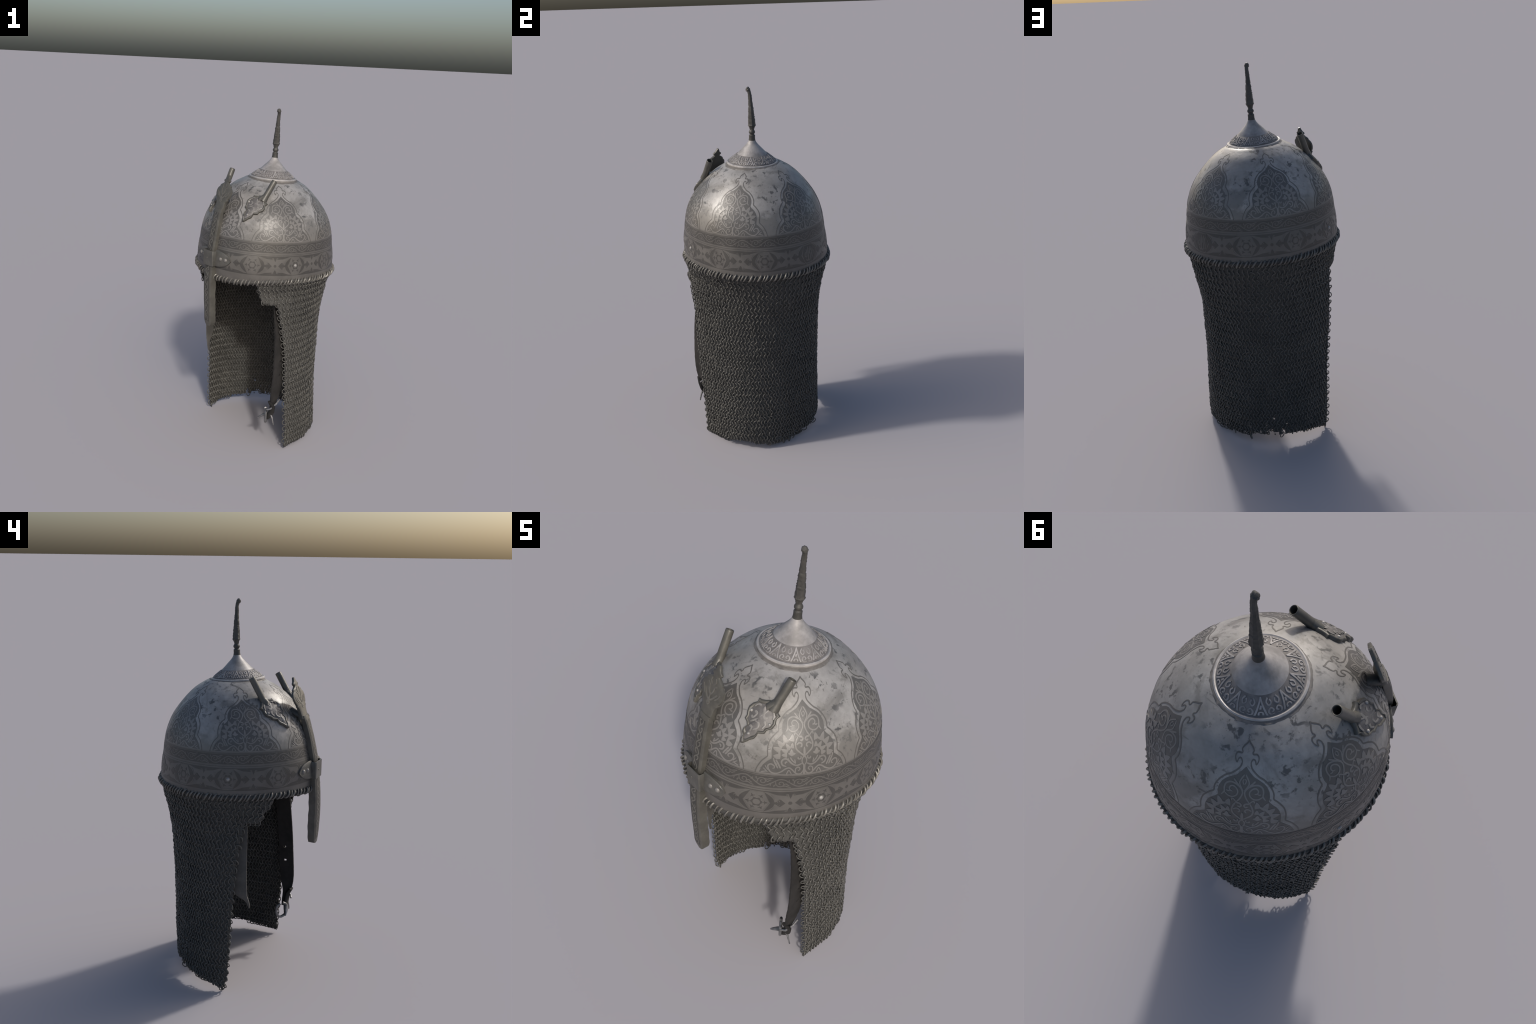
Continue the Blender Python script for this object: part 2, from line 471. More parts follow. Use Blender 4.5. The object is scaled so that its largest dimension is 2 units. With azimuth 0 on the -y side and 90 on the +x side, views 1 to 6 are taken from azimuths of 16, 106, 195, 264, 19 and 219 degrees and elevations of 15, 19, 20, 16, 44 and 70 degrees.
# ------------------------------------------------------------------ scroll frieze between medallions and band
def build_frieze():
    g = Geo()
    degs = np.linspace(0, 360, 241)
    def strip(h0, h1, off, mat, n=5):
        rows = []
        for d in degs:
            hs = np.linspace(h0, h1, n)
            rows.append([on_dome(d, h0, -.0006)] + [on_dome(d, h, off) for h in hs] + [on_dome(d, h1, -.0006)])
        g.grid(rows, mat)
    strip(1.240, 1.2885, .0005, 1)
    strip(1.2915, 1.2935, .0005, 1, 3)
    strip(1.2295, 1.2312, .0005, 1, 3)
    for i in range(18):
        f = sheet_map(8 + 20 * i, 1.264)
        P = .1372
        jit = rng.uniform(-.0008, .0008)
        amp = .0165
        wave = [(x, amp * math.cos(2 * math.pi * x / P) + jit) for x in np.linspace(0, P, 13)]
        ribbon(g, f, wave, .0046, 0, .0011, .004, taper=False)
        for x0, s in ((0.0, 1), (P / 2, -1)):
            sw = lambda pts: [(x0 + a * .001, s * b * .001) for a, b in pts]
            ribbon(g, f, sw([(-22, 7), (-20, -6), (-12, -15), (0, -16), (8, -9), (7, 1), (-1, 5), (-8, 1), (-8, -6), (-2, -8)]), .0038, 0, .00115, .0025)
            ribbon(g, f, sw([(2, -15), (14, -13), (24, -17), (36, -20)]), .0048, 0, .0012, .003)
            ribbon(g, f, sw([(9, -8), (17, -3), (22, -8), (30, -12)]), .0042, 0, .00125, .003)
            ribbon(g, f, sw([(-20, -8), (-27, -13), (-26, -19)]), .0042, 0, .0013, .003)
            ribbon(g, f, sw([(22, 3), (28, 8), (27, 16)]), .0036, 0, .00135, .003)
    return g.obj('scroll_frieze', [M_STEEL, M_GROUND], dome, 60)
build_frieze()

# ------------------------------------------------------------------ rosette band: ten cells, script cell at the back
U = .00023
def build_cell(deg, script):
    g = Geo()
    f = sheet_map(deg, 1.1685)
    hexx = lambda y: 210 - .512 * abs(y)
    outer = [(0, 300), (40, 285), (80, 272), (120, 240), (160, 196), (200, 132), (212, 112)]
    ys = np.linspace(-212, 212, 31)
    arrow = [(285, 20), (318, 24), (340, 58), (362, 84), (390, 78), (425, 42), (468, 3)]
    wedge = [(100, 226), (180, 218), (250, 196), (330, 172), (400, 166), (470, 160), (505, 176), (525, 150), (535, 120), (552, 98)]
    for s in (1, -1):
        rows_fill(g, f, ys * U, lambda b: s * (hexx(b / U) + 14) * U, lambda b: s * interp(abs(b / U), outer) * U, 1, .0005, 5)
        cols_fill(g, f, np.array([s * x for x in np.linspace(285, 468, 16)]) * U,
                  lambda x: -interp(abs(x / U), arrow) * U, lambda x: interp(abs(x / U), arrow) * U, 1, .00052, 5)
        for t in (1, -1):
            cols_fill(g, f, np.array([s * x for x in np.linspace(100, 553, 28)]) * U,
                      lambda x: t * interp(abs(x / U), wedge) * U, lambda x: t * 232 * U, 1, .00048, 4)
            # light curls
            cir = lambda cx, cy, r, a0, a1: [((cx + r * math.cos(a)) * s * U, (cy + r * math.sin(a)) * t * U) for a in np.linspace(a0, a1, 9)]
            ribbon(g, f, cir(352, 44, 20, -.6, 4.4), 11 * U, 0, .0011, .002)
            ribbon(g, f, cir(490, 168, 22, -2.2, 3.0), 11 * U, 0, .0011, .002)
            ribbon(g, f, [(s * 300 * U, t * 62 * U), (s * 275 * U, t * 122 * U), (s * 225 * U, t * 170 * U)], 9 * U, 0, .0009, .003)
    # quarter of the dot between cells, drawn once per cell on its right side
    fd = sheet_map(deg + 18, 1.1685)
    rows_fill(g, fd, np.linspace(-34, 34, 9) * U, lambda b: -math.sqrt(max(0, 35**2 - (b/U)**2)) * U, lambda b: math.sqrt(max(0, 35**2 - (b/U)**2)) * U, 1, .00056, 5)
    # hexagon outline
    hx = [(210, 0), (105, 205), (-105, 205), (-210, 0), (-105, -205), (105, -205), (210, 0)]
    for a, b in zip(hx[:-1], hx[1:]):
        ribbon(g, f, [(a[0]*U, a[1]*U), (b[0]*U, b[1]*U)], 13 * U, 0, .001, .006, taper=False)
    if script:
        # plain oval field with tall joined strokes, as lettered on the back of the band
        wid = [(-200, 70), (-170, 115), (0, 175), (170, 115), (200, 70)]
        rows_fill(g, f, np.linspace(-195, 195, 25) * U, lambda b: -interp(b/U, wid) * U, lambda b: interp(b/U, wid) * U, 1, .0005, 8)
        S = lambda pts: [(x * U, y * U) for x, y in pts]
        for w, pts in SCRIPT:
            ribbon(g, f, S(pts), w * U, 0, .0012, .002)
    else:
        # rosette: scalloped dark ring, six trefoils
        n = 48
        inner = [f(60*U*math.cos(a), 60*U*math.sin(a), .0005) for a in np.arange(n) * 2*math.pi/n]
        mid = [f((88+10*math.cos(6*a))*U*math.cos(a), (88+10*math.cos(6*a))*U*math.sin(a), .0005) for a in np.arange(n)*2*math.pi/n]
        low = [f((89+10*math.cos(6*a))*U*math.cos(a), (89+10*math.cos(6*a))*U*math.sin(a), -.0006) for a in np.arange(n)*2*math.pi/n]
        g.grid([inner, mid, low], 1, True)
        for k in range(6):
            a = k * math.pi / 3
            R = lambda x, y: ((x*math.cos(a) - y*math.sin(a))*U, (x*math.sin(a) + y*math.cos(a))*U)
            leaf_shape(g, f, R(128, 0), R(182, 0), 40*U, 1, .0006)
            leaf_shape(g, f, R(140, 8), R(128, 44), 20*U, 1, .0006)
            leaf_shape(g, f, R(140, -8), R(128, -44), 20*U, 1, .0006)
            leaf_shape(g, f, R(140, 0), R(100, 0), 12*U, 1, .0006)
    return g
SCRIPT = [(26, [(105, 150), (98, 40), (108, -90), (90, -130)]), (26, [(52, 165), (46, 30), (52, -110), (0, -150), (-30, -110)]),
          (26, [(-6, 165), (-12, 30), (-8, -100), (-50, -150), (-90, -100)]), (24, [(-62, 120), (-52, 20), (-62, -60), (-105, -40), (-100, 30), (-70, 40)]),
          (18, [(30, 120), (18, 60), (24, 0)]), (18, [(84, 110), (76, 60)])]
for k in range(10):
    deg = 239.5 + 36 * k
    build_cell(deg, k == 5).obj('rosette_panel', [M_STEEL, M_GROUND], dome, 60)
def build_band_lines():
    g = Geo()
    degs = np.linspace(0, 360, 241)
    for h0, h1 in ((1.2195, 1.2225), (1.1125, 1.1150)):
        g.grid([[on_dome(d, h0, -.0006), on_dome(d, h0, .0005), on_dome(d, h1, .0005), on_dome(d, h1, -.0006)] for d in degs], 0)
    return g.obj('band_line', [M_GROUND], dome, 60)
build_band_lines()
for deg in (311.5, 167.9):
    g = Geo()
    dome_bump(g, on_dome(deg, 1.1685), FRAME @ dome_normal(deg, 1.1685), .0090, .006)
    g.obj('rivet', [M_RIVET], dome)

# ------------------------------------------------------------------ rim: rolled core and spiral lacing wire
rim = None
_c0, _c1 = dome_centre(1.08)
def build_rim():
    g = Geo()
    rows = []
    for i in range(241):
        d = i * 1.5
        t = math.radians(d)
        k = 1 - .0080*math.cos(2*t) + .0227*math.sin(2*t) + dents(d, 1.08) / .4035; dip = brow_dip(d)
        rows.append([to_world((_c0 + (.4035*k + .0095*math.cos(a))*math.cos(t), _c1 + (.4035*k + .0095*math.cos(a))*math.sin(t), 1.0775 - dip + .0115*math.sin(a)))
                     for a in np.arange(10)*2*math.pi/10])
    g.grid(rows, 0, True)
    core = g.obj('rim', [M_CORE], helmet)
    w = Geo()
    turns, per = 118, 16
    pts = []
    for i in range(turns * per + 1):
        s = i / per
        lump = 1 + .12 * math.sin(s * 2.1) * math.sin(s * .37) + .06 * math.sin(s * 5.3)
        a = 2 * math.pi * s
        loose = .25 * math.sin(s * 1.7) * math.sin(s * .61)
        face = 1 - .9 * math.exp(-((360 * s / turns - 255) / 42) ** 2)      # stitches stand upright over the brow
        d = 360 * (s + loose + .27 * face * math.sin(a)) / turns
        t = math.radians(d)
        k = 1 - .0080*math.cos(2*t) + .0227*math.sin(2*t) + dents(d, 1.08) / .4035; dip = brow_dip(d)
        r = .4035 * k + .0132 * lump * math.cos(a)
        pts.append(to_world((_c0 + r*math.cos(t), _c1 + r*math.sin(t), 1.0775 - dip + .0155 * lump * math.sin(a))))
    sweep(w, pts, [.0042 + .0010 * math.sin(i / per * 3.3) for i in range(len(pts))], 7, 0, caps=False)
    w.obj('lacing_wire', [M_WIRE], core)
    return core
rim = build_rim()

# ------------------------------------------------------------------ cap with spike
CAP_O = np.array([.0225, .0115, 1.6005])
CAP_W = np.array([.044, .040, 1.0]); CAP_W /= np.linalg.norm(CAP_W)
_cx = np.cross((0, 1, 0), CAP_W); _cx /= np.linalg.norm(_cx); _cy = np.cross(CAP_W, _cx)
CAP = [(.122, -.014), (.1350, -.009), (.1402, .0005), (.1392, .0060), (.1350, .0088), (.1308, .0076), (.1280, .0082), (.1210, .0155), (.1110, .0245), (.0980, .0345),
       (.0800, .0475), (.0788, .0488), (.0640, .0635), (.0530, .0750), (.0410, .0875), (.0300, .0995), (.0230, .1090), (.0185, .1190), (.0166, .1300), (.0165, .1400),
       (.0168, .1460), (.0125, .1500), (.0120, .1530), (.0165, .1590), (.0170, .1640), (.0160, .1685), (.0120, .1740), (.0112, .1780)]
def cap_point(deg, r, z):
    t = math.radians(deg)
    return CAP_O + _cx * r * math.cos(t) + _cy * r * math.sin(t) + CAP_W * z
def build_cap():
    g = Geo()
    n = 96
    rows = [[cap_point(360*i/n, r, z) for i in range(n)] for r, z in CAP]
    g.grid(rows[:6], 3, True)
    g.grid(rows[5:11], 1, True)
    g.grid(rows[10:18], 0, True)
    g.grid(rows[17:], 2, True)
    g.fan(rows[-1], 2)
    cap = g.obj('cap', [M_CAP, M_CAPG, M_SPIKE, M_BEAD], helmet, 35)
    # dark stained seat around the cap
    s = Geo()
    srow = []
    for i in range(n + 1):
        d = 360 * i / n
        row = []
        for rr, off in ((.128, -.001), (.129, .0007), (.140, .0007), (.1475 + .0015*math.sin(7*i) + .001*math.sin(2.3*i), .0006), (.149, -.001)):
            p = cap_point(d, rr, 0)
            q = FRAME.T @ (p - ORIGIN)
            lo, hi = 1.55, 1.612
            ctr = dome_centre(1.595)
            dg = math.degrees(math.atan2(q[1] - ctr[1], q[0] - ctr[0])); rad = math.hypot(q[0] - ctr[0], q[1] - ctr[1])
            for _ in range(22):
                m = (lo + hi) / 2
                if dome_radius(m, dg) > rad: lo = m
                else: hi = m
            row.append(on_dome(dg, lo, off))
        srow.append(row)
    s.grid(srow, 0)
    s.obj('stained_seat', [M_DARK], cap, 60)
    # raised ornament on the flare: alternating pointed arches and curls
    o = Geo()
    def fm0(a, b, off):          # a: degrees/1000 , b: 0..1 up the flare
        fl = CAP[6:11]
        x = .04 + .96 * b
        r = interp(x * 4, list(enumerate([q[0] for q in fl]))); z = interp(x * 4, list(enumerate([q[1] for q in fl])))
        return cap_point(math.degrees(a), r + off * .6, z + off * .9)
    cells = 9
    for k in range(cells):
        a0 = math.radians(360 * k / cells + 12)
        fm = lambda a, b, off: fm0(a0 + a * 12.0, b, off * 1.6 + .0004)
        for s in (1, -1):
            ribbon2(o, fm, [(s*.0125, .05), (s*.0075, .45), (0, .95)], .0040, .0012)
            ribbon2(o, fm, [(s*.0185, .90), (s*.0135, .76), (s*.0185, .60), (s*.0245, .72), (s*.022, .84)], .0036, .0010)
            ribbon2(o, fm, [(s*.0270, .10), (s*.0185, .10), (s*.0160, .32), (s*.0215, .47), (s*.0260, .34), (s*.0225, .24)], .0038, .0011)
        ribbon2(o, fm, [(-.0045, .10), (-.0035, .28), (.0035, .28), (.0045, .10)], .0034, .0013)
        ribbon2(o, fm, [(-.001, .46), (.001, .64)], .0045, .0011)
    o.obj('relief_ornament', [M_CAP], cap, 60)
    return cap
def ribbon2(geo, fm, pts, width, top):
    """ribbon whose drawing plane is (angle, fraction up the flare); keeps width about even"""
    C = spline([(a, b * .055) for a, b in pts], .003)
    T = np.gradient(C, axis=0); T /= np.linalg.norm(T, axis=1)[:, None]
    N = np.stack([-T[:, 1], T[:, 0]], 1)
    rows = []
    for c, nn in zip(C, N):
        p, q = c - nn*width/2, c + nn*width/2
        rows.append([fm(p[0], p[1]/.055, -.002), fm(p[0], p[1]/.055, top*.7), fm(c[0], c[1]/.055, top), fm(q[0], q[1]/.055, top*.7), fm(q[0], q[1]/.055, -.002)])
    geo.grid(rows, 0)
cap = build_cap()

def build_spike():
    g = Geo()
    axis = [(.0296, .0186, 1.774), (.0300, .0190, 1.786), (.0308, .0196, 1.797), (.0312, .0196, 1.806), (.0328, .0190, 1.840), (.0340, .0186, 1.870), (.0352, .0180, 1.900),
            (.0368, .0168, 1.932), (.0388, .0164, 1.956), (.0404, .0150, 1.970), (.0412, .0120, 1.980), (.0414, .0085, 1.987), (.0414, .0040, 1.993), (.0414, .0000, 1.996)]
    rad = [.0110, .0150, .0203, .0200, .0180, .0164, .0136, .0112, .0100, .0094, .0100, .0122, .0118, .0085]
    PR = spline([a + (r,) for a, r in zip(axis, rad)], .006)
    P, R = PR[:, :3], PR[:, 3]
    R = R * (1 + nrng.normal(0, .05, len(R)))
    T = np.gradient(P, axis=0); T /= np.linalg.norm(T, axis=1)[:, None]
    u = np.array([1.0, .35, 0])
    rows = []
    for i, (p, t, r) in enumerate(zip(P, T, R)):
        u = u - t * (u @ t); u /= np.linalg.norm(u); w = np.cross(t, u)
        ring = []
        for a in range(16):
            ang = a * math.pi / 8
            facet = 1 - .09 * abs(math.sin(4 * ang))           # eight worn facets
            rr = r * (facet + nrng.normal(0, .035))
            ring.append(p + rr * (u * math.cos(ang) + w * math.sin(ang)))
        rows.append(ring)
    g.grid(rows, 0, True)
    g.fan(rows[-1], 0)
    g.fan(rows[0], 0, True)
    return g.obj('spike', [M_SPIKE], cap, 30)
build_spike()

# ------------------------------------------------------------------ nose guard
def build_nose_guard():
    # stations: z, left-front corner, right-front corner (seen from the front), thickness
    st = [(.772, (-.221, -.376), (-.206, -.386), .022), (.776, (-.228, -.372), (-.199, -.391), .026), (.786, (-.234, -.371), (-.195, -.394), .028),
          (.806, (-.240, -.370), (-.193, -.397), .030), (.840, (-.241, -.370), (-.194, -.400), .031),
          (.90, (-.244, -.3695), (-.196, -.4025), .031), (.97, (-.248, -.369), (-.197, -.404), .031), (1.05, (-.250, -.368), (-.1975, -.401), .031),
          (1.14, (-.247, -.362), (-.1960, -.393), .030), (1.233, (-.240, -.353), (-.192, -.381), .030), (1.28, (-.236, -.345), (-.188, -.372), .029),
          (1.326, (-.2315, -.336), (-.184, -.3615), .028), (1.372, (-.227, -.324), (-.180, -.350), .026), (1.417, (-.223, -.309), (-.176, -.3385), .024),
          (1.450, (-.2225, -.294), (-.1705, -.3275), .020)]
    g = Geo()
    back = np.array([.50, .80, 0]); back /= np.linalg.norm(back)
    rows, fr = [], []
    zs = np.concatenate([np.array([.772, .776, .781, .786, .795]), np.linspace(.806, 1.45, 44)])
    for z in zs:
        L = np.array([np.interp(z, [s[0] for s in st], [s[1][k] for s in st]) for k in (0, 1)] + [z])
        R = np.array([np.interp(z, [s[0] for s in st], [s[2][k] for s in st]) for k in (0, 1)] + [z])
        t = np.interp(z, [s[0] for s in st], [s[3] for s in st])
        t = t * (1 + .06 * math.sin(z * 31) * math.sin(z * 67)) + (.004 if z > 1.13 else .010)
        d = (R - L)
        fwd = .001 if z < 1.2 else .001 + .003 * (z - 1.2) / .25
        e = d / np.linalg.norm(d) * min(1.0, max(0.0, (1.46 - z) / .12)) * (.003 + .0012 * math.sin(z * 53) * math.sin(z * 19))
        L = L - e - back * fwd; R = R + e - back * fwd
        d = (R - L); b = .07
        fr.append((L, R))
        rows.append([L + d*b, L + d*.5 - back*.0015, R - d*b, R + back*.003, R + back*(t-.003), R - d*b + back*t, L + d*b + back*t, L + back*(t-.003), L + back*.003])
    g.grid(rows, 0, True)
    g.fan(rows[0], 0); g.fan(rows[-1], 0, True)
    guard = g.obj('nose_guard', [M_OLIVE], helmet, 35)

    # leaf-shaped head: outline half widths along its length, extruded
    base = np.array([-.197, -.3085, 1.447]); tip = np.array([-.1615, -.2525, 1.634])
    up = tip - base; L = np.linalg.norm(up); up /= L
    across = np.array([.84, -.54, 0]); across -= up * (across @ up); across /= np.linalg.norm(across)
    nrm = np.cross(across, up); nrm *= -1 if nrm @ back > 0 else 1
    half = [(0, .003), (.008, .008), (.016, .012), (.023, .0165), (.028, .0255), (.033, .0275), (.038, .024), (.042, .017), (.046, .021), (.052, .031), (.058, .042), (.062, .0465),
            (.066, .0455), (.072, .0505), (.079, .0590), (.088, .0630), (.100, .0648), (.112, .0625), (.122, .0590), (.130, .0545), (.138, .0475), (.142, .0500), (.147, .0485),
            (.152, .042), (.162, .0375), (.175, .0350), (L, .0345), (L + .012, .0338)]
    h = Geo()
    front, rear = [], []
    for s, w in half:
        c = tip - up * s
        th = .0105 + .004 * min(1, s / .15) + .012 * max(0.0, s - .15) / .05
        crown = .004 * math.sin(min(1, s / .06) * math.pi / 2)
        front.append([c + across * (w * x) + nrm * (crown * (1 - x * x) - (.0012 if abs(x) == 1 else 0)) for x in (-1, -.9, -.5, 0, .5, .9, 1)])
        rear.append([c + across * (w * x) - nrm * th * (1 if abs(x) < 1 else .8) for x in (1, .9, .5, 0, -.5, -.9, -1)])
    loop = [a + b for a, b in zip(front, rear)]
    h.grid(loop, 0, True)
    h.fan(loop[0], 0, True); h.fan(loop[-1], 0)
    head = h.obj('leaf_head', [M_OLIVE], guard, 40)
    # relief on the head
    r = Geo()
    fm = lambda a, b, off: tip - up * (.178 - b) + across * a + nrm * (.0038 * (1 - min(1, (a / .062) ** 2)) + off * .8)
    for s in (1, -1):
        for w, pts in ((7, [(2, 40), (14, 48), (26, 62), (38, 78)]), (6, [(2, 62), (12, 78), (16, 96), (28, 104)]), (6, [(30, 52), (44, 68), (50, 84)]),
                       (5, [(6, 100), (14, 114), (10, 128)]), (5, [(0, 20), (7, 30), (0, 42)])):
            ribbon(r, fm, [(s * a * .001, b * .001) for a, b in pts], w * .001, 0, .0016, .004)
    leaf_shape(r, fm, (0, .03), (0, .072), .012, 0, .002)
    r.obj('relief_ornament', [M_VINE], head, 60)
    # front-face inlay: frame lines and a waving vine down the bar
    v = Geo()
    def fb(a, b, off):                # a: -1..1 across, b: height z
        Lp = np.array([np.interp(b, zs, [f[0][k] for f in fr]) for k in (0, 1, 2)])
        Rp = np.array([np.interp(b, zs, [f[1][k] for f in fr]) for k in (0, 1, 2)])
        x = (a / .06) + .5
        crown = .0015 * (1 - min(1, (2 * x - 1) ** 2))
        return Lp + (Rp - Lp) * x - back * (crown + off * 1.1)
    for lo, hi in ((.80, 1.135), (1.215, 1.43)):
        rows_fill(v, fb, np.linspace(lo, hi, 40), lambda b: -.021, lambda b: .0165, 1, .0005, 5)
        n = int((hi - lo) / .0095)
        ribbon(v, fb, [(-.002 + .011 * math.sin(i * .95), lo + (hi - lo) * i / n) for i in range(n + 1)], .0048, 0, .0011, .004)
        for i in range(1, n):
            if i % 3 == 0:
                z0 = lo + (hi - lo) * i / n; sg = -1 if math.sin(i * .95) > 0 else 1
                ribbon(v, fb, [(-.002 + sg * .002, z0 - .014), (-.002 + sg * .010, z0 - .004), (-.002 + sg * .009, z0 + .007), (-.002 + sg * .003, z0 + .004)], .0044, 0, .0012, .003)
    v.obj('vine_inlay', [M_VINE, M_SPIKE], guard, 60)

    # spacer between bar and dome
    sp = Geo()
    p0 = on_dome(234.5, 1.464, -.01); p1 = np.array([-.205, -.285, 1.446])
    sweep(sp, [p0, p0 + (p1-p0)*.5, p1], [.024, .020, .016], 14, 0, flat=.9)
    sp.obj('dark_lump', [M_SPIKE], guard)
    # bracket: box slider and two riveted leaf flanges lying on the band
    b = Geo()
    c0 = np.array([-.2195, -.3700, 0])
    ac = np.array([.861, -.508, 0]); nb = -back
    zc = 1.176
    prof = [(-.040, -.036), (-.040, .006), (-.035, .0105), (.040, .0105), (.045, .006), (.045, -.036)]
    hh = [(-.0435, .97), (-.0415, 1.0), (0, 1.0), (.0415, 1.0), (.0435, .97)]
    rows = []
    for dz, k in hh:
        cc = c0 + nb * .004 + np.array([0, 0, zc + dz])
        rows.append([cc + ac * x * k + nb * y for x, y in prof])
    b.grid(rows, 0)
    inn = [[p - nb * .005 for p in r] for r in (rows[0], rows[-1])]
    b.grid([rows[0], inn[0]], 0); b.grid([inn[1], rows[-1]], 0)
    dome_bump(b, c0 + nb * .014 + ac * (-.006) + np.array([0, 0, zc]), nb, .005, .003)
    box = b.obj('slide_bracket', [M_BRASSY], guard, 35)
    for s in (1, -1):
        fl = Geo()
        rows = []
        for i in range(15):
            u = i / 14
            a = s * (.036 + .098 * u)
            w = .044 * (1 - u ** 2.2) ** .62 + .0006
            row = []
            for k, off in ((-1, -.001), (-1, .0075), (-.86, .0098), (-.5, .0085), (0, .0082), (.5, .0085), (.86, .0098), (1, .0075), (1, -.001)):
                dg = 239.6 + math.degrees(a / .4035)
                row.append(on_dome(dg, 1.166 + w * k + .004, off + .004 * (1 - u)))
            rows.append(row)
        fl.grid(rows, 0)
        fl.fan(rows[-1], 0)
        flange = fl.obj('leaf_flange', [M_BRASSY], box, 40)
        for a in (.072, .104):
            rv = Geo()
            dg = 239.6 + s * math.degrees(a / .4035)
            dome_bump(rv, on_dome(dg, 1.171, .008), FRAME @ dome_normal(dg, 1.17), .0115, .0085)
            rv.obj('rivet', [M_RAISED], box)
    return guard
build_nose_guard()

# ------------------------------------------------------------------ plume holders (mirror pair)
PLATE = [(150, 224), (139, 222), (124, 221), (113.4, 223), (116.5, 214), (104.4, 207), (98.8, 196), (102.6, 184), (110.5, 172), (109.5, 163), (123.7, 155),
         (131.5, 146), (124.8, 135), (127.2, 125), (136.1, 116), (134.9, 102), (139.8, 91), (148.2, 92), (159.3, 101), (165.3, 108), (176, 113), (179.7, 123),
         (179.4, 132), (201.6, 135), (203, 145), (217.8, 151), (220.7, 164), (212.1, 179), (219.1, 187), (201.2, 197), (187.2, 210), (169.1, 219)]
PLATE_ART = [(6, [(150, 205), (160, 190), (170, 178), (184, 178)]), (5, [(170, 200), (160, 184), (150, 170), (134, 160)]), (5, [(128, 190), (140, 184), (136, 172), (126, 176)]),
             (5, [(150, 165), (164, 160), (170, 148), (158, 140)]), (5, [(178, 168), (188, 160), (186, 148)]), (4, [(185, 198), (196, 188), (204, 176)]),
             (5, [(140, 150), (150, 146), (152, 134)]), (4, [(118, 200), (126, 208), (138, 206)]), (5, [(140, 108), (146, 98)])]
def build_plume_holder(side):
    f0 = sheet_map(FRONT, 1.30)
    sg = lambda a: a if side > 0 else -a
    f = lambda a, b, off: f0(sg(a), b, off)
    g = Geo()
    C = np.array([(a * .001, b * .001) for a, b in PLATE])
    ctr = np.array([.158, .172])
    rows = []
    for k, off in ((1.0, -.003), (1.0, .0095), (.975, .0125), (.93, .0140), (.86, .0138), (.80, .0108), (.62, .0130), (.42, .0148), (.22, .0158), (.06, .0163)):
        rows.append([f(*(ctr + (c - ctr) * k), off) for c in C])
    if side < 0:
        rows = [r[::-1] for r in rows]
    g.grid(rows[:6], 0, True)
    g.grid(rows[5:], 1, True)
    g.fan(rows[-1], 1)
    # tube socket
    pts_t = [(279.3 - FRONT, 1.521, .267), (290.3 - FRONT, 1.6154, .2318)]
    ends = []
    for d, h, r in pts_t:
        if side < 0:
            d = {0: 37.0, 1: 48.0}[pts_t.index((d, h, r))]
        t = math.radians(FRONT + side * d)
        ends.append(to_world((r * math.cos(t), r * math.sin(t), h + (.018 if side < 0 else 0) * (r < .25))))
    b, t = ends
    ax = (t - b); Lt = np.linalg.norm(ax); ax /= Lt
    holder = g.obj('plume_holder', [M_OLIVE, M_PLATE], helmet, 45)
    tb = Geo()
    prof = [(-.022, .0215), (-.012, .0205), (.0, .0188), (.012, .0172), (.03, .0168), (.06, .0168), (.09, .0168), (Lt - .006, .0168), (Lt - .001, .0162), (Lt, .0150), (Lt - .001, .0132), (Lt - .05, .0128)]
    u = np.cross(ax, (0, 0, 1)); u /= np.linalg.norm(u); w = np.cross(ax, u)
    rows = [[b + ax * s + r * (u * math.cos(a) + w * math.sin(a)) for a in np.arange(24) * math.pi / 12] for s, r in prof]
    tb.grid(rows, 0, True)
    tb.fan(rows[0], 0, True); tb.fan(rows[-1], 1)
    tb.obj('tube', [M_OLIVE, M_CORE], holder, 50)
    # web joining the tube and plate
    wb = Geo()
    pa = f(.160, .205, .004); pb = b + ax * .012
    sweep(wb, [pa, (pa + pb) / 2 , pb], [.017, .018, .0165], 12, 0)
    wb.obj('neck', [M_OLIVE], holder)
    r = Geo()
    for wd, pts in PLATE_ART:
        ribbon(r, lambda a, b, off: f(a, b, off + .0128), [(a * .001, b * .001) for a, b in pts], wd * .0012, 0, .0034, .003)
    r.obj('relief_ornament', [M_RAISED], holder, 60)
    for a, bb in ((115, 188), (201.6, 162), (151, 126)):
        rv = Geo()
        p = f(a * .001, bb * .001, .0118)
        h = 1.30 + bb * .001
        dg = FRONT + math.degrees(sg(a * .001) / profile(h))
        dome_bump(rv, p, FRAME @ dome_normal(dg, h), .0062, .0058)
        rv.obj('rivet', [M_RIVET], holder)
for s in (1, -1):
    build_plume_holder(s)

# ------------------------------------------------------------------ mail curtain
MZ = [.03, .2, .4, .6, .8, .93, 1.0, 1.06]
# radius and its first four harmonics round the body, at the heights above
MR = [[0.3812, 0.3803, 0.3779, 0.3785, 0.3750, 0.3815, 0.3876, 0.4024],
      [-0.0160, -0.0162, -0.0201, -0.0208, -0.0178, -0.0048, -0.0020, 0.0055],
      [-0.0512, -0.0423, -0.0418, -0.0388, -0.0205, -0.0046, 0.0067, 0.0063],
      [-0.0236, -0.0216, -0.0201, -0.0166, -0.0117, -0.0129, -0.0085, -0.0026],
      [0.0060, 0.0130, 0.0166, 0.0163, 0.0162, 0.0149, 0.0133, 0.0078],
      [0.0110, 0.0064, 0.0028, -0.0002, -0.0022, -0.0027, -0.0019, -0.0010],
      [0.0209, 0.0148, 0.0097, 0.0062, 0.0039, 0.0046, 0.0020, 0.0004],
      [0.0123, 0.0051, 0.0033, 0.0032, 0.0010, -0.0016, -0.0005, 0.0001],
      [-0.0034, -0.0064, -0.0036, -0.0009, 0.0004, 0.0007, 0.0005, 0.0003]]
